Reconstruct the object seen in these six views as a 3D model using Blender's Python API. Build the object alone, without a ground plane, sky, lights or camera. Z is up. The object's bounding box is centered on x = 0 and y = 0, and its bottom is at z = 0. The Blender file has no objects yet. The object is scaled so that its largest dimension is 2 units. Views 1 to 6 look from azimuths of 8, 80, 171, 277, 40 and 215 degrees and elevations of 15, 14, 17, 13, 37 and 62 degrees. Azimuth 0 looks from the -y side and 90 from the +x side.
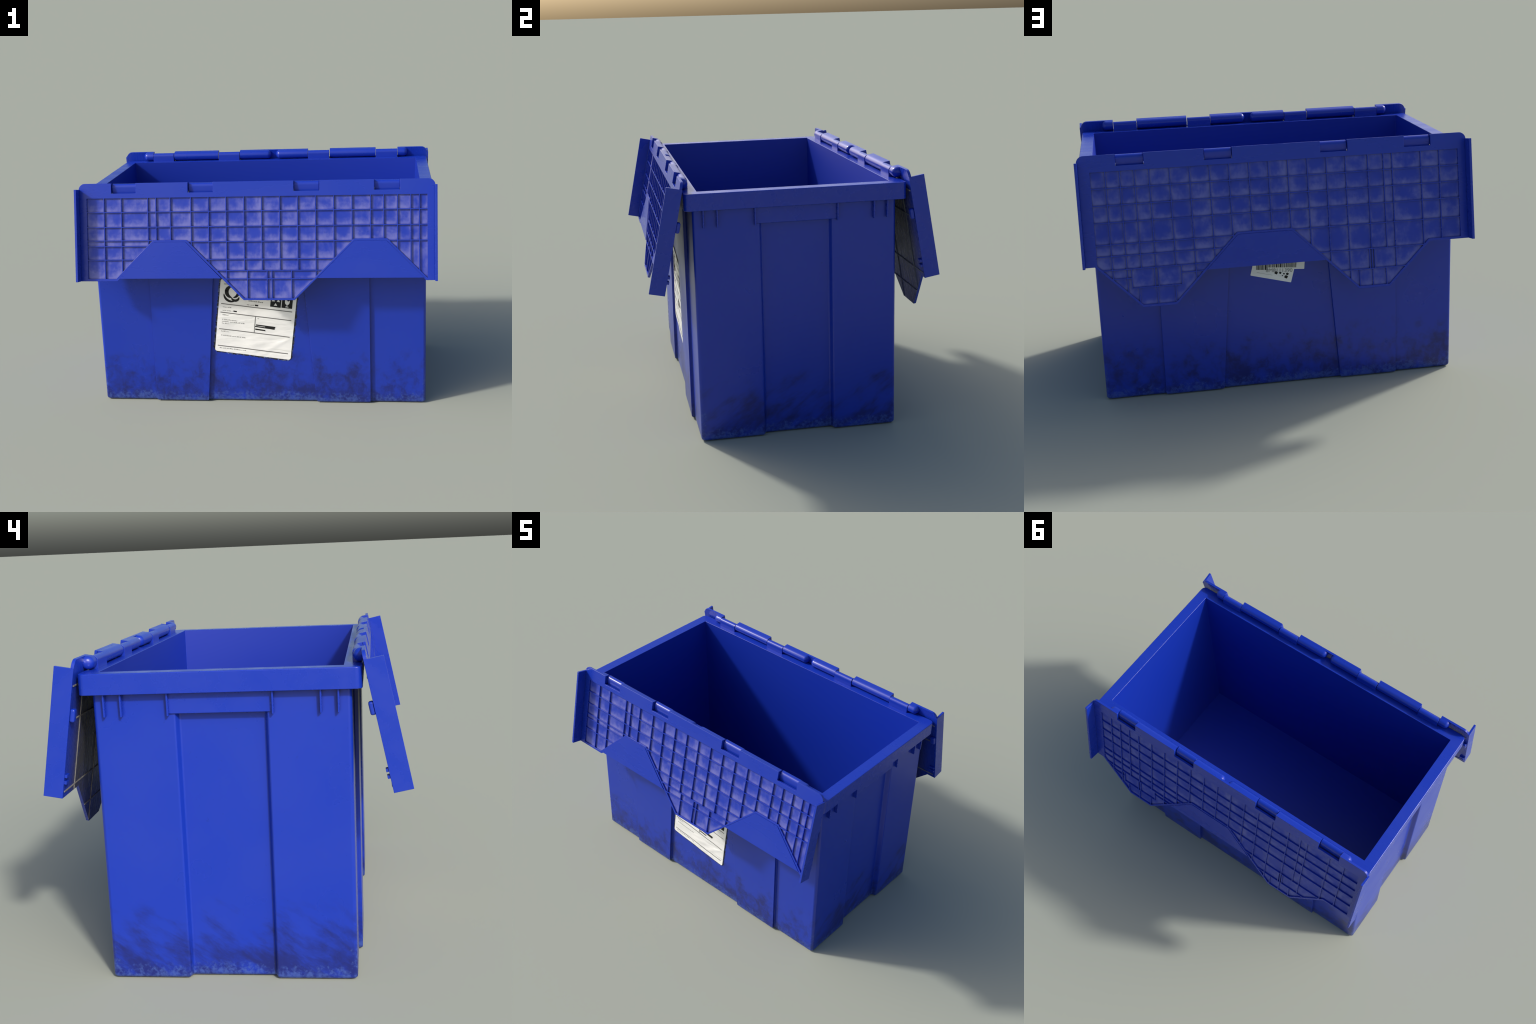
# A blue plastic storage crate with two hinged, interlocking lid halves hanging open.
import bpy, bmesh, math, random
from mathutils import Vector, Matrix, noise

rnd = random.Random(7)
SC = bpy.context.scene.collection

# ------------------------------------------------------------------ sizes (metres)
CY = 0.0093            # centre line of the rim in y
CYB = 0.0065           # centre line of the walls in y
RIM_X, RIM_Y = 0.986, 0.5465      # outer half sizes of the rim
IN_X, IN_Y = 0.9188, 0.476        # inner half sizes of the opening
RIM_TOP, RIM_LOW = 1.266, 1.183
FLOOR_Z = 0.15
WALL_X, WALL_Y = 0.947, 0.503     # outer walls
END_RECESS_X, END_RECESS_HALF = 0.917, 0.174
PILASTER_Y = 0.519
PILASTER_OUT = 0.632


# ------------------------------------------------------------------ node helpers
class Nodes:
    def __init__(self, name):
        self.mat = bpy.data.materials.new(name)
        self.mat.use_nodes = True
        self.t = self.mat.node_tree
        self.t.nodes.clear()
        self.out = self.t.nodes.new("ShaderNodeOutputMaterial")
        self.b = self.t.nodes.new("ShaderNodeBsdfPrincipled")
        self.t.links.new(self.b.outputs[0], self.out.inputs[0])

    def put(self, socket, v):
        if isinstance(v, bpy.types.NodeSocket):
            self.t.links.new(v, socket)
        else:
            socket.default_value = v

    def coord(self, kind="Object"):
        return self.t.nodes.new("ShaderNodeTexCoord").outputs[kind]

    def mapping(self, vec, scale=(1, 1, 1), rot=(0, 0, 0), loc=(0, 0, 0)):
        n = self.t.nodes.new("ShaderNodeMapping")
        self.t.links.new(vec, n.inputs[0])
        n.inputs["Scale"].default_value = scale
        n.inputs["Rotation"].default_value = rot
        n.inputs["Location"].default_value = loc
        return n.outputs[0]

    def noise(self, vec, scale, detail=4, rough=0.55, dist=0.0):
        n = self.t.nodes.new("ShaderNodeTexNoise")
        self.t.links.new(vec, n.inputs["Vector"])
        n.inputs["Scale"].default_value = scale
        n.inputs["Detail"].default_value = detail
        n.inputs["Roughness"].default_value = rough
        n.inputs["Distortion"].default_value = dist
        return n.outputs["Fac"]

    def math(self, op, a, b=0.0, clamp=False):
        n = self.t.nodes.new("ShaderNodeMath")
        n.operation = op
        n.use_clamp = clamp
        self.put(n.inputs[0], a)
        self.put(n.inputs[1], b)
        return n.outputs[0]

    def ramp(self, v, a, b, lo=0.0, hi=1.0, smooth=True):
        n = self.t.nodes.new("ShaderNodeMapRange")
        n.interpolation_type = "SMOOTHSTEP" if smooth else "LINEAR"
        self.put(n.inputs[0], v)
        for i, x in enumerate((a, b, lo, hi)):
            n.inputs[i + 1].default_value = x
        return n.outputs[0]

    def mix(self, fac, a, b, blend="MIX"):
        n = self.t.nodes.new("ShaderNodeMix")
        n.data_type = "RGBA"
        n.blend_type = blend
        self.put(n.inputs[0], fac)
        for s, c in ((n.inputs[6], a), (n.inputs[7], b)):
            self.put(s, c if isinstance(c, bpy.types.NodeSocket) else (*c, 1.0))
        return n.outputs[2]

    def xyz(self, vec):
        n = self.t.nodes.new("ShaderNodeSeparateXYZ")
        self.t.links.new(vec, n.inputs[0])
        return n.outputs

    def bump(self, h, strength=0.1, dist=0.002):
        n = self.t.nodes.new("ShaderNodeBump")
        n.inputs["Strength"].default_value = strength
        n.inputs["Distance"].default_value = dist
        self.t.links.new(h, n.inputs["Height"])
        self.t.links.new(n.outputs[0], self.b.inputs["Normal"])

    def ao(self, dist, samples=8, normal=None):
        n = self.t.nodes.new("ShaderNodeAmbientOcclusion")
        n.samples = samples
        n.inputs["Distance"].default_value = dist
        if normal is not None:
            self.t.links.new(normal, n.inputs["Normal"])
        return n.outputs["AO"]

    def finish(self, color, rough):
        self.put(self.b.inputs["Base Color"], color if isinstance(color, bpy.types.NodeSocket) else (*color, 1.0))
        self.put(self.b.inputs["Roughness"], rough)
        return self.mat


BLUE = (0.0060, 0.0315, 0.385)
BLUE_CLEAN = (0.0045, 0.0255, 0.345)


def painted_corner_shade(m, col, dist=0.022, strength=0.55):
    """Darkens the base colour in inner corners: occlusion shadow baked into the paint."""
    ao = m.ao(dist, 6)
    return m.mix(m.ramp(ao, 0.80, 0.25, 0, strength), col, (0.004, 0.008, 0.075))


def plastic_outer():
    """Weathered blue polypropylene: faint clouding, grime near the ground, pale scuffs on the foot."""
    m = Nodes("blue_plastic_weathered")
    p = m.coord()
    cloud = m.noise(p, 2.2, 3)
    col = m.mix(m.ramp(cloud, 0.35, 0.7), BLUE, (0.0095, 0.0350, 0.382))
    speck = m.noise(p, 55, 2, 0.5)
    col = m.mix(m.ramp(speck, 0.70, 0.78, 0, 0.35), col, (0.004, 0.016, 0.21))
    col = painted_corner_shade(m, col)
    x, y, z = m.xyz(p)
    # slanting brushed grime, strongest at the foot
    q = m.mapping(m.mapping(p, rot=(math.radians(-35), 0, 0)), (1.0, 0.34, 1.0))
    smear = m.noise(q, 15.0, 6, 0.66, 0.2)
    blotch = m.noise(m.mapping(p, (1, 1, 0.7)), 4.6, 3, 0.55)
    height = m.ramp(z, 0.37, 0.02, 0, 1, False)
    amount = m.math("ADD", m.math("MULTIPLY", smear, 0.68), m.math("MULTIPLY", blotch, 0.32))
    amount = m.math("ADD", amount, m.math("MULTIPLY", height, 0.20))
    grime = m.math("MULTIPLY", m.ramp(amount, 0.53, 0.78), m.ramp(height, 0.0, 0.3))
    col = m.mix(m.math("MULTIPLY", grime, 0.85), col, (0.008, 0.0125, 0.115))
    # pale scuffs along the bottom edge and up the corners near it
    low = m.ramp(z, 0.075, 0.010, 0, 1, False)
    ax = m.ramp(m.math("ABSOLUTE", x), 0.915, 0.945)
    ay = m.ramp(m.math("ABSOLUTE", m.math("SUBTRACT", y, CYB)), 0.455, 0.500)
    edge = m.math("MULTIPLY", m.math("MULTIPLY", ax, ay), m.ramp(z, 0.24, 0.06))
    low = m.math("MAXIMUM", low, m.math("MULTIPLY", edge, 0.9))
    scuff = m.math("ADD", m.math("MULTIPLY", m.noise(p, 60, 4, 0.65), 0.7), m.math("MULTIPLY", m.noise(p, 12, 2), 0.3))
    scuff = m.math("ADD", scuff, m.math("MULTIPLY", low, 0.16))
    scuff = m.math("MULTIPLY", m.ramp(scuff, 0.53, 0.74), m.ramp(low, 0.0, 0.35))
    col = m.mix(m.math("MULTIPLY", scuff, 0.68), col, (0.050, 0.098, 0.36))
    rough = m.ramp(m.noise(p, 3.5, 4), 0.3, 0.7, 0.27, 0.33)
    return m.finish(col, rough)


def plastic_plain():
    m = Nodes("blue_plastic_moulded")
    p = m.coord()
    col = m.mix(m.ramp(m.noise(p, 3, 4), 0.35, 0.7), BLUE, (0.0095, 0.0350, 0.382))
    col = painted_corner_shade(m, col, 0.010, 0.30)
    rough = m.ramp(m.noise(m.mapping(p, (1, 4, 4)), 3, 5), 0.3, 0.7, 0.23, 0.33)
    return m.finish(col, rough)


def plastic_inside():
    m = Nodes("blue_plastic_clean")
    p = m.coord()
    col = m.mix(m.ramp(m.noise(p, 2, 2), 0.3, 0.7), BLUE_CLEAN, (0.0055, 0.027, 0.34))
    return m.finish(col, 0.40)


def plastic_cells():
    """Recessed cell floors: blue with chalky, lilac dust gathered against the lower ribs."""
    m = Nodes("blue_plastic_dusty_cells")
    p = m.coord()
    geo = m.t.nodes.new("ShaderNodeNewGeometry")
    tilt = m.t.nodes.new("ShaderNodeVectorMath")
    tilt.operation = "ADD"
    m.t.links.new(geo.outputs["True Normal"], tilt.inputs[0])
    tilt.inputs[1].default_value = (0.0, 0.0, -0.9)
    nrm = m.t.nodes.new("ShaderNodeVectorMath")
    nrm.operation = "NORMALIZE"
    m.t.links.new(tilt.outputs[0], nrm.inputs[0])
    open_low = m.ao(0.040, 12, nrm.outputs[0])
    shut = m.ramp(open_low, 0.90, 0.50, 0, 1, False)
    n1 = m.noise(p, 9.5, 3, 0.55, 0.2)
    n2 = m.noise(m.mapping(p, (1.3, 1, 0.8)), 34, 3, 0.6)
    d = m.math("ADD", m.math("MULTIPLY", n1, 0.95), m.math("MULTIPLY", n2, 0.35))
    d = m.math("ADD", d, m.math("MULTIPLY", shut, 0.30))
    dust = m.ramp(d, 0.62, 1.12)
    col = m.mix(m.math("MULTIPLY", dust, 0.85), BLUE, (0.17, 0.18, 0.48))
    speck = m.noise(p, 70, 2)
    col = m.mix(m.ramp(speck, 0.68, 0.76, 0, 0.45), col, (0.004, 0.016, 0.2))
    col = painted_corner_shade(m, col, 0.012, 0.5)
    m.bump(m.noise(p, 16, 3), 0.25, 0.006)
    return m.finish(col, 0.42)


def plastic_under():
    """Upper face of the lids (turned towards the crate): blue mixed with streaky dark grey."""
    m = Nodes("blue_plastic_greyed")
    p = m.coord()
    x, y, z = m.xyz(p)
    n1 = m.noise(p, 3.5, 5, 0.6)
    n2 = m.noise(m.mapping(p, (6, 1, 1)), 9, 5, 0.65)
    d = m.math("ADD", m.math("MULTIPLY", n1, 0.6), m.math("MULTIPLY", n2, 0.4))
    grey = m.math("MULTIPLY", m.ramp(d, 0.25, 0.55, 0.45, 1.0), m.ramp(m.math("ABSOLUTE", x), 0.97, 0.80, 0.15, 1.0))
    grey = m.math("MULTIPLY", grey, m.ramp(z, -0.03, -0.10))
    col = m.mix(grey, BLUE, (0.050, 0.050, 0.058))
    return m.finish(col, m.ramp(n2, 0.3, 0.7, 0.22, 0.36))


def flat(name, color, rough=0.6, spec=0.3):
    m = Nodes(name)
    m.b.inputs["Specular IOR Level"].default_value = spec
    return m.finish(color, rough)


def paper():
    m = Nodes("label_paper")
    p = m.coord()
    col = m.mix(m.ramp(m.noise(p, 7, 3), 0.35, 0.7), (0.90, 0.90, 0.885), (0.82, 0.82, 0.81))
    m.bump(m.noise(m.mapping(p, (0.6, 1, 1.8)), 11, 2, 0.5, 0.8), 0.35, 0.02)
    return m.finish(col, 0.33)


def ragged_fringe():
    m = Nodes("label_ragged_fringe")
    p = m.coord()
    n = m.noise(p, 42, 4, 0.6)
    col = m.mix(m.ramp(n, 0.50, 0.66), (0.010, 0.011, 0.022), (0.10, 0.14, 0.34))
    return m.finish(col, 0.6)


M_OUT, M_PLAIN, M_IN = plastic_outer(), plastic_plain(), plastic_inside()
M_CELL, M_UNDER, M_PAPER, M_FRINGE = plastic_cells(), plastic_under(), paper(), ragged_fringe()
M_INK = flat("label_ink", (0.012, 0.012, 0.012))
M_GREY = flat("label_grey_print", (0.36, 0.36, 0.35))
M_RULE = flat("label_rule", (0.16, 0.16, 0.155))


# ------------------------------------------------------------------ object helpers
def link(ob, parent=None, mat=None):
    SC.objects.link(ob)
    if parent is not None:
        ob.parent = parent
    if mat is not None and not ob.data.materials:
        ob.data.materials.append(mat)
    return ob


def smooth(me, angle=35):
    for p in me.polygons:
        p.use_smooth = True
    try:
        me.set_sharp_from_angle(angle=math.radians(angle))
    except Exception:
        pass


def to_object(name, bm, parent=None, mat=None, bevel=0.0, seg=2, angle=35, flatten=False):
    bmesh.ops.recalc_face_normals(bm, faces=bm.faces)
    me = bpy.data.meshes.new(name)
    bm.to_mesh(me)
    bm.free()
    ob = bpy.data.objects.new(name, me)
    link(ob, parent, mat)
    smooth(me, angle)
    if flatten:
        wn = ob.modifiers.new("flat_faces", "WEIGHTED_NORMAL")
        wn.keep_sharp = True
        wn.weight = 80
    if bevel:
        b = ob.modifiers.new("edge", "BEVEL")
        b.width = bevel
        b.segments = seg
        b.limit_method = "ANGLE"
        b.angle_limit = math.radians(38)
        b.harden_normals = True
    return ob


def box_bm(x0, x1, y0, y1, z0, z1):
    bm = bmesh.new()
    v = [bm.verts.new((x, y, z)) for x in (x0, x1) for y in (y0, y1) for z in (z0, z1)]
    for f in ((0, 1, 3, 2), (4, 6, 7, 5), (0, 4, 5, 1), (2, 3, 7, 6), (0, 2, 6, 4), (1, 5, 7, 3)):
        bm.faces.new([v[i] for i in f])
    return bm


def round_poly(pts, radii, seg=5):
    """Round every corner of a closed polygon with its own radius."""
    out, n = [], len(pts)
    for i in range(n):
        p, a, b, r = Vector(pts[i]), Vector(pts[i - 1]), Vector(pts[(i + 1) % n]), radii[i]
        u, v = (a - p), (b - p)
        lu, lv = u.length, v.length
        u, v = u / lu, v / lv
        ang = math.acos(max(-1, min(1, u.dot(v))))
        if r <= 1e-6 or ang > math.pi - 1e-3:
            out += [p.copy() for _ in range(seg + 1)]
            continue
        t = min(r / math.tan(ang / 2), lu * 0.48, lv * 0.48)
        rr = t * math.tan(ang / 2)
        c = p + (u + v).normalized() * (rr / math.sin(ang / 2))
        s, e = p + u * t - c, p + v * t - c
        a0 = math.atan2(s.y, s.x)
        da = (math.atan2(e.y, e.x) - a0 + math.pi) % (2 * math.pi) - math.pi
        out += [c + rr * Vector((math.cos(a0 + da * k / seg), math.sin(a0 + da * k / seg))) for k in range(seg + 1)]
    return out


def inset_poly(pts, d):
    """Move every edge of a counter-clockwise polygon inward by d."""
    out, n = [], len(pts)
    for i in range(n):
        p, a, b = Vector(pts[i]), Vector(pts[i - 1]), Vector(pts[(i + 1) % n])
        e1, e2 = (p - a).normalized(), (b - p).normalized()
        n1, n2 = Vector((-e1.y, e1.x)), Vector((-e2.y, e2.x))
        k = 1 + n1.dot(n2)
        out.append(p + (n1 + n2) * (d / max(k, 0.3)))
    return out


def loft(bm, rings, cap_first=False, cap_last=False, mats=None):
    vs = [[bm.verts.new(p) for p in r] for r in rings]
    n = len(rings[0])
    for k in range(len(vs) - 1):
        for i in range(n):
            quad = [vs[k][i], vs[k][(i + 1) % n], vs[k + 1][(i + 1) % n], vs[k + 1][i]]
            f = bm.faces.new(quad)
            if mats:
                f.material_index = mats[k]
    for flag, ring in ((cap_first, vs[0]), (cap_last, vs[-1])):
        if flag:
            f = bm.faces.new(ring)
            if mats and ring is vs[-1]:
                f.material_index = mats[-1]
    return vs


# ------------------------------------------------------------------ the thing
crate = bpy.data.objects.new("storage_crate", None)
crate["label"] = "scuffed blue plastic storage crate with two open hinged lid flaps"
crate["category"] = "storage crate"
SC.objects.link(crate)


# ------------------------------------------------------------------ body walls
def wall_section(z, inset):
    xi = 0.3205 - 0.0815 * z          # inner edge of the pilasters leans outward towards the foot
    q = END_RECESS_HALF
    half = [  # lower right quarter to upper right, then mirrored
        ((WALL_X, -WALL_Y), 0.017), ((WALL_X, -q - 0.006), 0.010), ((END_RECESS_X, -q + 0.006), 0.010),
        ((END_RECESS_X, q - 0.006), 0.010), ((WALL_X, q + 0.006), 0.010), ((WALL_X, WALL_Y), 0.017),
        ((PILASTER_OUT, WALL_Y), 0.003), ((PILASTER_OUT, PILASTER_Y), 0.0010),
        ((xi, PILASTER_Y), 0.0010), ((xi - 0.0005, WALL_Y), 0.003)]
    left = [((-x, y), r) for (x, y), r in reversed(half[5:])]
    left[-1:] = []
    pts = [h for h in half]
    pts += [((-(xi - 0.0005), WALL_Y), 0.003), ((-xi, PILASTER_Y), 0.0010),
            ((-PILASTER_OUT, PILASTER_Y), 0.0010), ((-PILASTER_OUT, WALL_Y), 0.003)]
    pts += [((-x, y), r) for (x, y), r in reversed(half[:6])]
    low = [((PILASTER_OUT, -WALL_Y), 0.003), ((PILASTER_OUT, -PILASTER_Y), 0.0010),
           ((xi, -PILASTER_Y), 0.0010), ((xi - 0.0005, -WALL_Y), 0.003)]
    pts += [((-x, y), r) for (x, y), r in low] + list(reversed(low))
    xy = inset_poly([p for p, r in pts], inset)
    rp = round_poly(xy, [r for p, r in pts], 5)
    return [Vector((p.x, p.y + CYB, z)) for p in rp]


bm = bmesh.new()
R0 = 0.016
rings = []
for k in range(7):
    a = math.pi / 2 * k / 6
    rings.append(wall_section(R0 * (1 - math.cos(a)), R0 * (1 - math.sin(a)) * 0.85))
for z in (0.1, 0.3, 0.5, 0.7, 0.9, 1.1, RIM_LOW + 0.0015):
    rings.append(wall_section(z, 0))
loft(bm, rings, cap_first=True)
body = to_object("body", bm, crate, M_OUT, angle=60, flatten=True)


# ------------------------------------------------------------------ rim and interior
def rect_ring(hx, hy, r, z, seg=6):
    p = round_poly([(hx, -hy), (hx, hy), (-hx, hy), (-hx, -hy)], [r] * 4, seg)
    return [Vector((q.x, q.y + CY, z)) for q in p]


e = 0.004
bm = bmesh.new()
loft(bm, [rect_ring(IN_X + 0.008, IN_Y + 0.008, 0.01, RIM_LOW), rect_ring(RIM_X - 0.002, RIM_Y - 0.002, 0.026, RIM_LOW),
          rect_ring(RIM_X, RIM_Y, 0.028, RIM_LOW + 0.002), rect_ring(RIM_X, RIM_Y, 0.028, RIM_TOP - e),
          rect_ring(RIM_X - e * 0.3, RIM_Y - e * 0.3, 0.028, RIM_TOP - e * 0.3), rect_ring(RIM_X - e, RIM_Y - e, 0.026, RIM_TOP),
          rect_ring(IN_X + 0.0012, IN_Y + 0.0012, 0.003, RIM_TOP), rect_ring(IN_X, IN_Y, 0.003, RIM_TOP - 0.0015)])
rim = to_object("rim", bm, crate, M_PLAIN, angle=60, flatten=True)


def tub(z):
    t = (RIM_TOP - 0.0015 - z)
    return rect_ring(IN_X - 0.0375 * t, IN_Y - 0.0065 * t, 0.003, z, 3)


bm = bmesh.new()
loft(bm, [tub(z) for z in (RIM_TOP - 0.0015, 1.0, 0.6, FLOOR_Z)], cap_last=True)
interior = to_object("interior", bm, crate, M_IN, angle=25)

# handle grips and the stiffening gussets under the end rims
bm = box_bm(0.007, 0.040, -0.2015, 0.2015, 0.0, 0.0845)
grip_mesh = to_object("handle_grip", bm, crate, M_PLAIN, 0.003).data
grip = bpy.data.objects["handle_grip"]
grip.location = (0.914, CY, 1.100)
g2 = grip.copy()
SC.objects.link(g2)
g2.location = (-0.914, CY, 1.100)
g2.rotation_euler = (0, 0, math.pi)

bm = bmesh.new()
prof = [(0, 0.0), (0.0275, 0.0), (0.0305, 0.092), (0, 0.092)]
for s in (-0.0036, 0.0036):
    bm.faces.new([bm.verts.new((x, s, z)) for x, z in prof])
a, b = [list(f.verts) for f in bm.faces]
for i in range(4):
    bm.faces.new([a[i], a[(i + 1) % 4], b[(i + 1) % 4], b[i]])
first = to_object("gusset", bm, crate, M_PLAIN, 0.0014)
k = 0
for sx in (1, -1):
    for y in (-0.4535, -0.3865, -0.2035, 0.2035, 0.3865, 0.4535):
        g = first if k == 0 else first.copy()
        if k:
            SC.objects.link(g)
        g.location = (sx * 0.942, CY - 0.0015 + y, 1.0935)
        g.rotation_euler = (0, 0, 0 if sx > 0 else math.pi)
        k += 1

# hinge posts standing on the long rims
bm = bmesh.new()
w = 0.137 / 2
rr = 0.0195
prof = [(-rr, -0.036)] + [(rr * math.cos(t), rr * math.sin(t)) for t in [math.pi - math.pi * i / 14 for i in range(15)]] + [(rr, -0.036)]
rings = [[Vector((x, y, z)) for y, z in prof] for x in (-w, w)]
loft(bm, rings, True, True)
first = to_object("hinge_post", bm, crate, M_PLAIN, 0.0012, 2, 30)
k = 0
for side in (1, -1):
    for x in (-0.7335, -0.2945, 0.2945, 0.7335):
        g = first if k == 0 else first.copy()
        if k:
            SC.objects.link(g)
        g.location = (x, CY + side * (RIM_Y - rr - 0.0005), 1.2985)
        k += 1


# ------------------------------------------------------------------ lids
PLATE, BORDER, PANEL, FLOORN = 0.0, 0.0132, 0.0158, 0.0032
TOPW, FLANGE_LEN, FLANGE_H = -0.033, 0.518, 0.077
NOTCH = [(-0.8035, -0.6625), (-0.3660, -0.2240), (0.2248, 0.3665), (0.6635, 0.8035)]
AX_W, AX_N, AX_R = -0.0065, -0.0127, 0.0268


def clip_line(poly, axis, val):
    """Intervals of the line (coordinate axis = val) inside a polygon given as (x, w) pairs."""
    hits, n = [], len(poly)
    for i in range(n):
        p, q = poly[i], poly[(i + 1) % n]
        if (p[axis] - val) * (q[axis] - val) < 0:
            t = (val - p[axis]) / (q[axis] - p[axis])
            o = 1 - axis
            hits.append(p[o] + t * (q[o] - p[o]))
    hits.sort()
    return list(zip(hits[::2], hits[1::2]))


class Lid:
    """Coordinates on the lid: x along the hinge, w down from the flange top, n out of the ribbed side."""

    def __init__(self, side, tilt, origin):
        self.s = side
        th = math.radians(tilt)
        d = Vector((0, side * math.sin(th), -math.cos(th)))
        nn = Vector((0, side * math.cos(th), math.sin(th)))
        ex = Vector((side, 0, 0))
        m = Matrix((ex, nn, -d)).transposed().to_4x4()
        m.translation = Vector((0, *origin))
        self.m = m

    def p(self, x, w, n):
        return Vector((self.s * x, n, -w))

    def prism(self, bm, poly, n0, n1):
        lo = [bm.verts.new(self.p(x, w, n0)) for x, w in poly]
        hi = [bm.verts.new(self.p(x, w, n1)) for x, w in poly]
        bm.faces.new(lo)
        bm.faces.new(hi)
        k = len(poly)
        for i in range(k):
            bm.faces.new([lo[i], lo[(i + 1) % k], hi[(i + 1) % k], hi[i]])

    def build(self, inner, outer, gx0, gx1, gtop, panels, panel_low, ribs_v, ribs_h):
        # --- base plate with rounded top corners and hinge notches
        def corner(sx):
            c = [(sx * (0.956 + 0.036 * math.cos(t)), 0.003 - 0.036 * math.sin(t)) for t in [math.pi / 2 * i / 7 for i in range(8)]]
            return c
        top = []
        for a, b in NOTCH:
            top += [(a, TOPW), (a, 0.024), (b, 0.024), (b, TOPW)]
        top_edge = list(reversed(corner(-1)))
        top_edge = [(-x, w) for x, w in corner(1)] + top + list(reversed(corner(1)))
        low = list(outer)
        low = sorted(low, key=lambda q: 0)  # keep order, right to left
        # the plate also fills the plain panels down to their straight lower edge
        foot = [(0.987, FLANGE_LEN)]
        for i, q in enumerate(low):
            foot.append(q)
        foot.append((-0.987, FLANGE_LEN))
        # replace the two top points of each panel notch by its lower edge
        flat_foot = []
        for q in foot:
            hit = None
            for pan in panels:
                if any(abs(q[0] - t[0]) < 1e-6 and abs(q[1] - t[1]) < 1e-6 for t in pan[1:3]):
                    hit = pan
            if hit is None:
                flat_foot.append(q)
            else:
                flat_foot.append(hit[0] if abs(q[0] - hit[1][0]) < 1e-6 else hit[3])
        plate_poly = top_edge + [(0.992, 0.012), (0.987, 0.012)] + flat_foot + [(-0.987, 0.012), (-0.992, 0.012)]
        bm = bmesh.new()
        self.prism(bm, plate_poly, 0.0, FLOORN)
        me_ob = to_object("lid", bm, crate, M_CELL)
        me_ob.matrix_world = self.m
        self.ob = me_ob
        me_ob.data.materials.append(M_UNDER)
        me_ob.data.materials.append(M_PLAIN)
        for f in me_ob.data.polygons:
            if f.normal.y < -0.5:
                f.material_index = 1
            elif f.normal.y < 0.5:
                f.material_index = 2
        # --- raised border around the ribbed fields
        bm = bmesh.new()
        faces = []
        band = top_edge + [(0.992, 0.012), (0.987, 0.012), (0.987, gtop), (gx1, gtop), (gx0, gtop), (-0.987, gtop), (-0.987, 0.012), (-0.992, 0.012)]
        faces.append(band)
        i0, o0, i1, o1 = inner[0], outer[0], inner[-1], outer[-1]
        faces.append([(gx1, gtop), (0.987, gtop), (0.987, FLANGE_LEN), o0, i0])
        faces.append([(gx0, gtop), i1, o1, (-0.987, FLANGE_LEN), (-0.987, gtop)])
        for k in range(len(inner) - 1):
            faces.append([inner[k], outer[k], outer[k + 1], inner[k + 1]])
        pool = {}

        def vert(q):
            key = (round(q[0], 5), round(q[1], 5))
            if key not in pool:
                pool[key] = bm.verts.new(self.p(q[0], q[1], FLOORN - 0.001))
            return pool[key]
        for f in faces:
            ring = []
            for q in f:
                v = vert(q)
                if v not in ring:
                    ring.append(v)
            if len(ring) > 2:
                bm.faces.new(ring)
        ext = bmesh.ops.extrude_face_region(bm, geom=list(bm.faces))
        bmesh.ops.translate(bm, verts=[v for v in ext["geom"] if isinstance(v, bmesh.types.BMVert)], vec=(0, BORDER - FLOORN + 0.001, 0))
        to_object("border_frame", bm, me_ob, M_PLAIN, 0.0010, 2)
        # --- plain interlocking panels
        for pan in panels:
            bm = bmesh.new()
            self.prism(bm, pan, FLOORN - 0.001, PANEL)
            to_object("interlock_panel", bm, me_ob, M_PLAIN)
        # --- ribs
        field = [(gx0, gtop), (gx1, gtop)] + list(inner)
        hw = 0.0023
        for x, w0, w1 in ribs_v:
            for a, b in clip_line(field, 1 - 1, x):
                a, b = max(a, w0), min(b, w1)
                if b - a > 0.012:
                    bm = bmesh.new()
                    self.prism(bm, [(x - hw, a - 0.003), (x + hw, a - 0.003), (x + hw, b + 0.003), (x - hw, b + 0.003)], FLOORN - 0.0008, BORDER - 0.0005)
                    to_object("rib", bm, me_ob, M_PLAIN)
        for w, x0, x1 in ribs_h:
            for a, b in clip_line(field, 1, w):
                a, b = max(a, x0), min(b, x1)
                if b - a > 0.012:
                    bm = bmesh.new()
                    self.prism(bm, [(a - 0.003, w - hw), (b + 0.003, w - hw), (b + 0.003, w + hw), (a - 0.003, w + hw)], FLOORN - 0.0008, BORDER - 0.0002)
                    to_object("rib", bm, me_ob, M_PLAIN)
        # --- side flanges
        bm = bmesh.new()
        self.prism(bm, [(-0.0065, 0), (0.0065, 0), (0.0065, FLANGE_LEN), (-0.0065, FLANGE_LEN)], -0.0004, FLANGE_H)
        f1 = to_object("side_flange", bm, me_ob, M_PLAIN, 0.0012, 2)
        f2 = f1.copy()
        SC.objects.link(f2)
        f1.location.x, f2.location.x = 0.9935, -0.9935
        # --- stacking catches on the outer face, near both ends
        bm = box_bm(-0.0165, 0.0165, -0.0195, 0.002, -0.0265, 0.0265)
        c1 = to_object("catch_pad", bm, me_ob, M_PLAIN, 0.0085, 4)
        bm = box_bm(-0.0165, 0.0165, -0.0108, 0.002, -0.0065, 0.0065)
        r1 = to_object("catch_ridge", bm, me_ob, M_PLAIN, 0.001, 2)
        for i, (src, w) in enumerate(((c1, 0.1845), (r1, 0.4275), (r1, 0.454))):
            for sx in (1, -1):
                g = src if (sx == 1 and w != 0.454) else src.copy()
                if g is not src:
                    SC.objects.link(g)
                g.location = (sx * 0.9795, 0, -w)
        # --- thin raised lines on the outer face
        plate = plate_poly
        lw = 0.0032
        lines = []
        for x in (-0.845, -0.565, -0.285, 0.0, 0.285, 0.565, 0.845):
            lines += [(0, x, iv) for iv in clip_line(plate, 0, x + 0.00013)]
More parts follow.
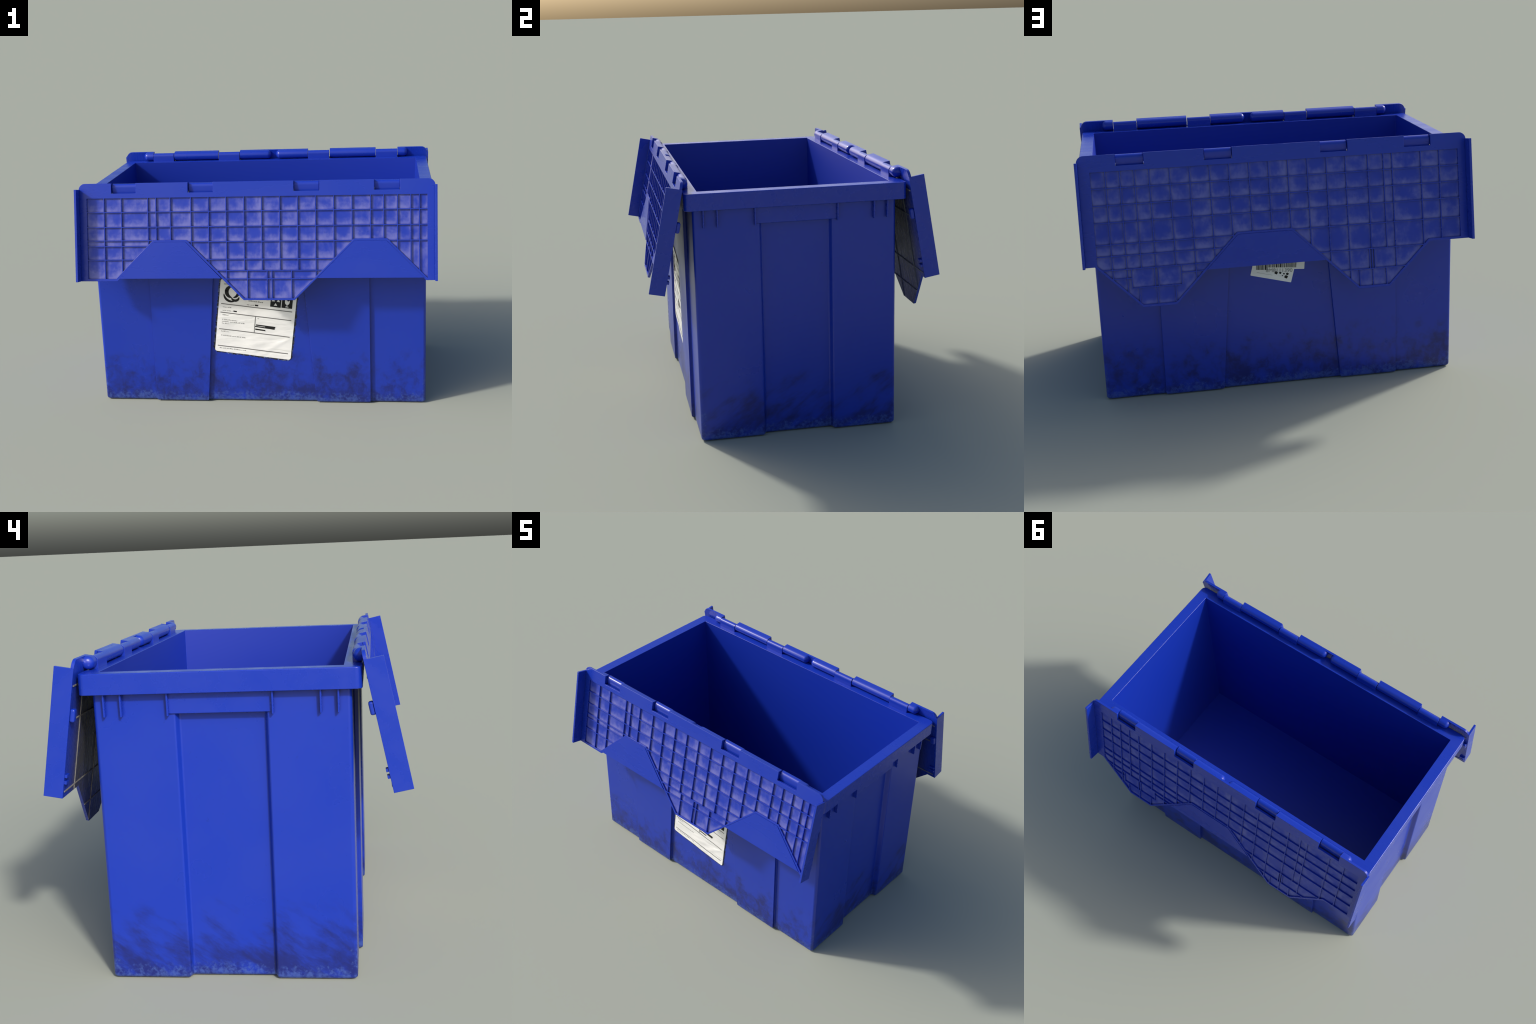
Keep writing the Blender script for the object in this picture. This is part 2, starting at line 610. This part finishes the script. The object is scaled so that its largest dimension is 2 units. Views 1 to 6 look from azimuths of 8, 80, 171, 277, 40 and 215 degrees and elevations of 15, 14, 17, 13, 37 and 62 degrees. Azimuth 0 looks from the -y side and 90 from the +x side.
        for w in (0.070, 0.2085, 0.4935, 0.633):
            lines += [(1, w, iv) for iv in clip_line(plate, 1, w)]
        for axis, v, (a, b) in lines:
            if axis == 0:
                a = max(a, 0.045)
            if b - a < 0.03:
                continue
            a, b = a + 0.002, b - 0.002
            if axis == 1:
                a, b = max(a, -0.984), min(b, 0.984)
            pr = [(v - lw, a), (v + lw, a), (v + lw, b), (v - lw, b)] if axis == 0 else [(a, v - lw), (b, v - lw), (b, v + lw), (a, v + lw)]
            bm = bmesh.new()
            self.prism(bm, pr, -0.0028 if axis else -0.0025, 0.001)
            to_object("ridge_line", bm, me_ob, M_LINE, 0.0012, 2)
        # --- hinge barrels
        for lo, hi, dome_lo, dome_hi in ((0.3675, 0.6625, 0, 0), (0.0145, 0.2238, 1, 0), (0.8045, 0.869, 0, 1)):
            self.barrel(lo, hi, dome_lo, dome_hi)
            self.barrel(-hi, -lo, dome_hi, dome_lo)

    def barrel(self, x0, x1, dome0, dome1):
        base_n, dome = 0.0015, 0.026
        bot = math.sqrt(AX_R ** 2 - (base_n - AX_N) ** 2)
        a1 = math.atan2(-bot, base_n - AX_N)          # lower contact with the plate
        prof = [(base_n, AX_W - AX_R + 0.0006)]
        for i in range(19):
            t = math.pi / 2 + (2 * math.pi + a1 - math.pi / 2) * i / 18
            prof.append((AX_N + AX_R * math.cos(t), AX_W - AX_R * math.sin(t)))
        c = Vector((base_n, AX_W))
        st = []
        if dome0:
            st += [(x0 + dome * (1 - math.cos(a)), max(math.sin(a), 0.16) ** 0.85) for a in [math.pi / 2 * i / 9 for i in range(9)]]
            st.append((x0 + dome, 1.0))
        else:
            st.append((x0, 1.0))
        if dome1:
            st.append((x1 - dome, 1.0))
            st += [(x1 - dome * (1 - math.cos(a)), max(math.sin(a), 0.16) ** 0.85) for a in [math.pi / 2 * i / 9 for i in range(8, -1, -1)]]
        else:
            st.append((x1, 1.0))
        bm = bmesh.new()
        rings = []
        for x, k in st:
            rings.append([self.p(x, c.y + (w - c.y) * k, min(base_n, c.x + (n - c.x) * k)) for n, w in prof])
        loft(bm, rings, True, True)
        to_object("hinge_barrel", bm, self.ob, M_PLAIN, 0.0, 2, 40)


def pale_grey_line():
    m = Nodes("ridge_line_pale_grey")
    p = m.coord()
    col = m.mix(m.ramp(m.noise(p, 20, 3), 0.35, 0.65), (0.15, 0.15, 0.15), (0.24, 0.24, 0.22))
    return m.finish(col, 0.45)


M_LINE = pale_grey_line()

BIG = 2.0
V_TOP = [-0.7475, -0.3505, -0.2512, -0.1525, 0.3440, 0.4437]

front = Lid(-1, 11.87, (-0.5415, 1.2915))
front.build(
    inner=[(0.949, 0.5055), (0.7325, 0.2885), (0.5525, 0.2885), (0.2207, 0.6157), (-0.0553, 0.6157), (-0.3785, 0.2885), (-0.569, 0.2885), (-0.7865, 0.505), (-0.9465, 0.505)],
    outer=[(0.940, 0.518), (0.7265, 0.2995), (0.556, 0.2995), (0.225, 0.626), (-0.060, 0.626), (-0.3843, 0.2995), (-0.5605, 0.2995), (-0.7755, 0.518), (-0.9465, 0.518)],
    gx0=-0.9465, gx1=0.949, gtop=0.0515,
    panels=[[(0.9305, 0.5038), (0.7265, 0.2995), (0.556, 0.2995), (0.3500, 0.5038)], [(-0.1852, 0.5038), (-0.3843, 0.2995), (-0.5605, 0.2995), (-0.7650, 0.5038)]],
    panel_low=0.5038,
    ribs_v=[(x, 0, BIG) for x in V_TOP + [-0.847, -0.5955, -0.549, -0.4675, 0.5432, 0.6438, 0.7147, 0.7887, 0.860, 0.906]]
    + [(x, 0, 0.4605) for x in (-0.0522, 0.046, 0.146, 0.2452)] + [(x, 0.4605, BIG) for x in (-0.037, 0.073, 0.0998, 0.209)],
    ribs_h=[(0.130, -1, 1), (0.2145, -1, 1)] + [(w, -1, -0.5) for w in (0.290, 0.322, 0.398)]
    + [(w, -0.45, 0.6) for w in (0.2985, 0.397, 0.4605, 0.507)] + [(0.2995, 0.7, 1)])

back = Lid(1, 9.69, (0.5588, 1.2905))
back.build(
    inner=[(0.9304, 0.514), (0.718, 0.7246), (0.554, 0.7246), (0.2245, 0.396), (-0.057, 0.396), (-0.3927, 0.7246), (-0.5525, 0.7246), (-0.7735, 0.506), (-0.9467, 0.506)],
    outer=[(0.9424, 0.518), (0.7204, 0.737), (0.552, 0.737), (0.221, 0.4075), (-0.0535, 0.4075), (-0.390, 0.737), (-0.554, 0.737), (-0.7785, 0.518), (-0.9467, 0.518)],
    gx0=-0.9467, gx1=0.9304, gtop=0.0503,
    panels=[[(0.3875, 0.5733), (0.221, 0.4075), (-0.0535, 0.4075), (-0.2230, 0.5733)]],
    panel_low=0.5733,
    ribs_v=[(x, 0, BIG) for x in V_TOP + [0.8573, 0.2457, 0.1458, 0.046, -0.0525, -0.467, -0.8459, 0.7868]]
    + [(x, 0, 0.5396) for x in (0.7152, 0.643, 0.5425)] + [(-0.595, 0, 0.637), (-0.549, 0, 0.534)]
    + [(x, 0.5396, 0.637) for x in (0.7658, 0.518, 0.6515, 0.6345)] + [(x, 0.637, BIG) for x in (0.7323, 0.643, 0.552)]
    + [(-0.4540, 0.534, 0.637), (-0.4800, 0.534, 0.637)] + [(x, 0.637, BIG) for x in (-0.3975, -0.539)],
    ribs_h=[(0.133, -1, 1), (0.217, -1, 1), (0.3025, -1, 1)] + [(w, 0.2, 1) for w in (0.412, 0.4702, 0.5396)]
    + [(0.5862, 0.7658, 1), (0.577, 0.2, 0.518), (0.637, 0.518, 0.7658)] + [(w, -1, -0.05) for w in (0.404, 0.534, 0.637)])


# ------------------------------------------------------------------ paper labels
class Label:
    """A paper label stuck to a wall: (u, v) in metres from its lower left corner."""

    def __init__(self, name, side, corner, angle, width, height, y, seed=0.0, amp=0.0012, r=0.012):
        self.side, self.amp, self.seed = side, amp, seed
        a = math.radians(angle)
        self.u = Vector((math.cos(a), 0, math.sin(a)))
        self.v = Vector((-math.sin(a), 0, math.cos(a)))
        if side > 0:      # seen from behind, u runs towards -x
            self.u.x, self.v.x = -self.u.x, -self.v.x
        self.o = Vector((corner[0], y, corner[1]))
        self.w, self.h = width, height
        poly = round_poly([(0, 0), (width, 0), (width, height), (0, height)], [r] * 4, 4)
        self.parent = None
        bm = bmesh.new()
        self.sheet(bm, poly, 0.0012)
        self.parent = to_object(name, bm, crate, M_PAPER, angle=60)

    def height(self, u, v):
        p = Vector((u * 9, v * 9, self.seed))
        h = noise.noise(p) * 0.8 + abs(noise.noise(Vector((u * 5 + v * 3, v * 14, self.seed + 4)))) * 0.9
        # one sharp crease near the lower right corner
        cr = (u - 0.33) * 0.75 + (v - 0.06) * -1.0
        h += 1.3 * math.exp(-(cr / 0.014) ** 2) * math.exp(-(((u - 0.36) / 0.09) ** 2)) if self.amp > 0.001 else 0
        return self.amp * (h + 0.9)

    def pos(self, u, v, lift):
        return self.o + self.u * u + self.v * v + Vector((0, self.side * (lift + self.height(u, v)), 0))

    def sheet(self, bm, poly, lift, thick=0.0012, cell=0.008):
        us, vs = [p[0] for p in poly], [p[1] for p in poly]
        b2 = bmesh.new()
        f = b2.faces.new([b2.verts.new((p[0], p[1], 0)) for p in poly])
        for axis, lo, hi in ((0, min(us), max(us)), (1, min(vs), max(vs))):
            k = int((hi - lo) / cell)
            for i in range(1, k + 1):
                c = lo + (hi - lo) * i / (k + 1)
                nrm = (1, 0, 0) if axis == 0 else (0, 1, 0)
                co = (c, 0, 0) if axis == 0 else (0, c, 0)
                bmesh.ops.bisect_plane(b2, geom=b2.verts[:] + b2.edges[:] + b2.faces[:], plane_co=co, plane_no=nrm)
        ext = bmesh.ops.extrude_face_region(b2, geom=b2.faces[:])
        top = {v for v in ext["geom"] if isinstance(v, bmesh.types.BMVert)}
        vm = {}
        for v in b2.verts:
            vm[v] = bm.verts.new(self.pos(v.co.x, v.co.y, lift if v in top else lift - thick))
        for f in b2.faces:
            bm.faces.new([vm[v] for v in f.verts])
        b2.free()

    def shape(self, name, poly, mat, lift=0.0020):
        bm = bmesh.new()
        self.sheet(bm, poly, lift, 0.0012)
        return to_object(name, bm, self.parent, mat, angle=60)

    def bar(self, name, u0, u1, v, h, mat, lift=0.0020):
        return self.shape(name, [(u0, v - h / 2), (u1, v - h / 2), (u1, v + h / 2), (u0, v + h / 2)], mat, lift)

    def print_row(self, u0, u1, v, h=0.006):
        """A row of illegible small print: short grey dashes of uneven length."""
        bm = bmesh.new()
        u = u0
        while u < u1:
            wd = rnd.uniform(0.003, 0.012)
            top = h * rnd.uniform(0.55, 1.0)
            self.sheet(bm, [(u, v), (min(u + wd, u1), v), (min(u + wd, u1), v + top), (u, v + top)], 0.0019, 0.0011)
            u += wd + rnd.choice((0.0015, 0.002, 0.005))
        ob = to_object("small_print", bm, self.parent, M_GREY, angle=60)
        ob["kind"] = "stuff"

    def edge(self, out=0.011):
        """Dark ragged fringe around the sheet."""
        bm = bmesh.new()
        pts = []
        per = [(0, 0, 1, 0, self.w), (self.w, 0, 0, 1, self.h), (self.w, self.h, -1, 0, self.w), (0, self.h, 0, -1, self.h)]
        for x, y, dx, dy, ln in per:
            k = int(ln / 0.006)
            for i in range(k):
                t = ln * (i + 0.5) / k
                j = out * (0.45 + 0.75 * rnd.random())
                ease = min(1.0, min(t, ln - t) / 0.012)
                j = j * (0.2 + 0.8 * ease) - 0.004 * (1 - ease)
                pts.append((x + dx * t + dy * j, y + dy * t - dx * j))
        lo = [bm.verts.new(self.o + self.u * u + self.v * v) for u, v in pts]
        hi = [bm.verts.new(self.o + self.u * u + self.v * v + Vector((0, self.side * 0.0009, 0))) for u, v in pts]
        bm.faces.new(lo)
        bm.faces.new(hi)
        for i in range(len(pts)):
            bm.faces.new([lo[i], lo[i - 1], hi[i - 1], hi[i]])
        to_object("dark_fringe", bm, self.parent, M_FRINGE)


WALL_FRONT = CYB - WALL_Y
WALL_BACK = CYB + WALL_Y
L = Label("shipping_label", -1, (-0.2705, 0.3150), -7.25, 0.445, 0.441, WALL_FRONT - 0.0004, 0.0, 0.0020)
L.edge()
for v in (0.2930, 0.2405, 0.1390, 0.0358):
    L.bar("rule", 0.0138, 0.427, v, 0.0050, M_RULE)
L.shape("rule", [(0.2172, 0.1395), (0.2212, 0.1395), (0.2208, 0.2395), (0.2168, 0.2395)], M_RULE, 0.0021)
for u0, u1, v in ((0.025, 0.075, 0.272), (0.025, 0.086, 0.2515), (0.027, 0.062, 0.224), (0.027, 0.115, 0.196), (0.027, 0.158, 0.1845),
                  (0.027, 0.065, 0.173), (0.026, 0.070, 0.124), (0.028, 0.171, 0.099), (0.026, 0.185, 0.0205), (0.163, 0.208, 0.302), (0.232, 0.24, 0.226)):
    L.print_row(u0, u1, v)
for u0, u1, v in ((0.022, 0.13, 0.41), (0.17, 0.28, 0.405), (0.17, 0.27, 0.385), (0.17, 0.285, 0.345), (0.17, 0.255, 0.325), (0.30, 0.42, 0.405)):
    L.print_row(u0, u1, v, 0.008)
L.bar("redaction", 0.0885, 0.1085, 0.2555, 0.0075, M_INK)
L.bar("redaction", 0.2095, 0.2290, 0.3065, 0.0085, M_INK)
# marker scribbles
for pts in ([(0.226, 0.1915), (0.338, 0.1905), (0.339, 0.1835), (0.226, 0.1845)], [(0.222, 0.1820), (0.336, 0.1795), (0.336, 0.1725), (0.222, 0.1755)],
            [(0.280, 0.1872), (0.337, 0.1872), (0.336, 0.1770), (0.28, 0.1770)], [(0.224, 0.1665), (0.282, 0.1640), (0.284, 0.1570), (0.224, 0.1580)]):
    L.shape("scribble", pts, M_INK, 0.0021 + 0.0002 * len(bpy.data.meshes) % 0.0004)


# pictogram squares with pale signs
def square(u0, v0, s):
    L.shape("pictogram", [(u0, v0), (u0 + s, v0), (u0 + s, v0 + s), (u0, v0 + s)], M_INK)


square(0.2976, 0.3100, 0.061)
square(0.3632, 0.3115, 0.061)
cu, cv = 0.328, 0.341
for a in (90 - 180, 90 - 60, 90 + 60):
    a = math.radians(a)
    tri = [(cu + 0.016 * math.cos(a) + r * math.cos(a + b), cv + 0.016 * math.sin(a) + r * math.sin(a + b)) for r, b in ((0.011, 2.2), (0.011, -2.2), (0.006, 0))]
    tri = [(cu + 0.006 * math.cos(a), cv + 0.006 * math.sin(a)), (cu + 0.024 * math.cos(a - 0.42), cv + 0.024 * math.sin(a - 0.42)), (cu + 0.024 * math.cos(a + 0.42), cv + 0.024 * math.sin(a + 0.42))]
    L.shape("sign", tri, M_PAPER, 0.0027)
cu, cv = 0.3937, 0.340
bowl = [(cu + 0.0135 * math.cos(t), cv + 0.008 + 0.016 * math.sin(t)) for t in [math.pi + math.pi * i / 10 for i in range(11)]]
bowl += [(cu + 0.0135, cv + 0.02), (cu + 0.004, cv + 0.012), (cu - 0.003, cv + 0.02), (cu - 0.0135, cv + 0.02)]
L.shape("sign", bowl, M_PAPER, 0.0027)
L.bar("sign", cu - 0.002, cu + 0.002, cv - 0.013, 0.012, M_PAPER, 0.0027)
L.bar("sign", cu - 0.009, cu + 0.009, cv - 0.0205, 0.004, M_PAPER, 0.0028)


# round emblem: a plain stand-in of crescents
def crescent(cx, cy, r, a0, a1, thick, lift):
    n = 22
    out, inn = [], []
    for i in range(n + 1):
        t = a0 + (a1 - a0) * i / n
        k = math.sin(math.pi * i / n) ** 0.6
        out.append((cx + (r + thick * k * 0.5) * math.cos(t), cy + (r + thick * k * 0.5) * math.sin(t)))
        inn.append((cx + (r - thick * k * 0.5 - 0.0004) * math.cos(t), cy + (r - thick * k * 0.5 - 0.0004) * math.sin(t)))
    poly = out + inn[::-1]
    bm = bmesh.new()
    for i in range(n):
        q = [out[i], out[i + 1], inn[i + 1], inn[i]]
        lo = [bm.verts.new(L.pos(u, v, lift - 0.0012)) for u, v in q]
        hi = [bm.verts.new(L.pos(u, v, lift)) for u, v in q]
        bm.faces.new(lo)
        bm.faces.new(hi)
        for j in range(4):
            bm.faces.new([lo[j], lo[(j + 1) % 4], hi[(j + 1) % 4], hi[j]])
    bmesh.ops.remove_doubles(bm, verts=bm.verts, dist=1e-6)
    to_object("emblem", bm, L.parent, M_INK, angle=60)


crescent(0.074, 0.370, 0.034, 1.7, 4.7, 0.022, 0.0022)
crescent(0.074, 0.370, 0.034, -1.4, 1.4, 0.017, 0.0023)
crescent(0.071, 0.358, 0.046, 3.2, 5.2, 0.013, 0.0025)
crescent(0.092, 0.342, 0.022, 3.4, 6.4, 0.014, 0.0027)

# --- two overlapping stock labels on the back wall
yb = WALL_BACK + 0.0004
B1 = Label("stock_label", 1, (0.1520, 0.6262), -14.8, 0.2225, 0.125, yb, 3.0, 0.0003, 0.003)
B2 = Label("stock_label", 1, (0.1330, 0.6600), -4.5, 0.2700, 0.110, yb + 0.0014, 5.0, 0.0003, 0.003)
B2.o = B2.o + B2.v * 0.0
u = 0.012
while u < 0.225:
    wd = rnd.choice((0.0025, 0.0025, 0.004, 0.0065))
    low = -0.004 if u < 0.075 else 0.009
    B2.shape("barcode_bar", [(u, low), (u + wd, low), (u + wd, 0.075), (u, 0.075)], M_RULE if rnd.random() < 0.55 else M_INK)
    u += wd + rnd.choice((0.0015, 0.002, 0.003))
cu = bpy.data.curves.new("printed_number", "FONT")
cu.body = "8M8111390"
cu.size = 0.030
cu.extrude = 0.0005
txt = bpy.data.objects.new("printed_number", cu)
dg = bpy.context.evaluated_depsgraph_get()
SC.objects.link(txt)
bpy.context.view_layer.update()
me = bpy.data.meshes.new_from_object(txt.evaluated_get(bpy.context.evaluated_depsgraph_get()))
bpy.data.objects.remove(txt)
num = bpy.data.objects.new("printed_number", me)
link(num, B2.parent, M_GREY)
mx = Matrix((B2.u, B2.v, Vector((0, 1, 0)))).transposed().to_4x4()
mx.translation = B2.pos(0.064, -0.0165, 0.0022)
num.matrix_world = mx
for u0, v0, s in ((0.124, 0.030, 0.017), (0.148, 0.036, 0.012), (0.166, 0.026, 0.006), (0.170, 0.036, 0.009), (0.186, 0.036, 0.014), (0.181, 0.017, 0.018)):
    B1.shape("smudge", [(u0, v0 + s * 0.15), (u0 + s * 0.8, v0), (u0 + s, v0 + s * 0.75), (u0 + s * 0.35, v0 + s), (u0 - 0.001, v0 + s * 0.7)], M_INK)
B1.bar("rule", 0.030, 0.115, 0.022, 0.0012, M_GREY)
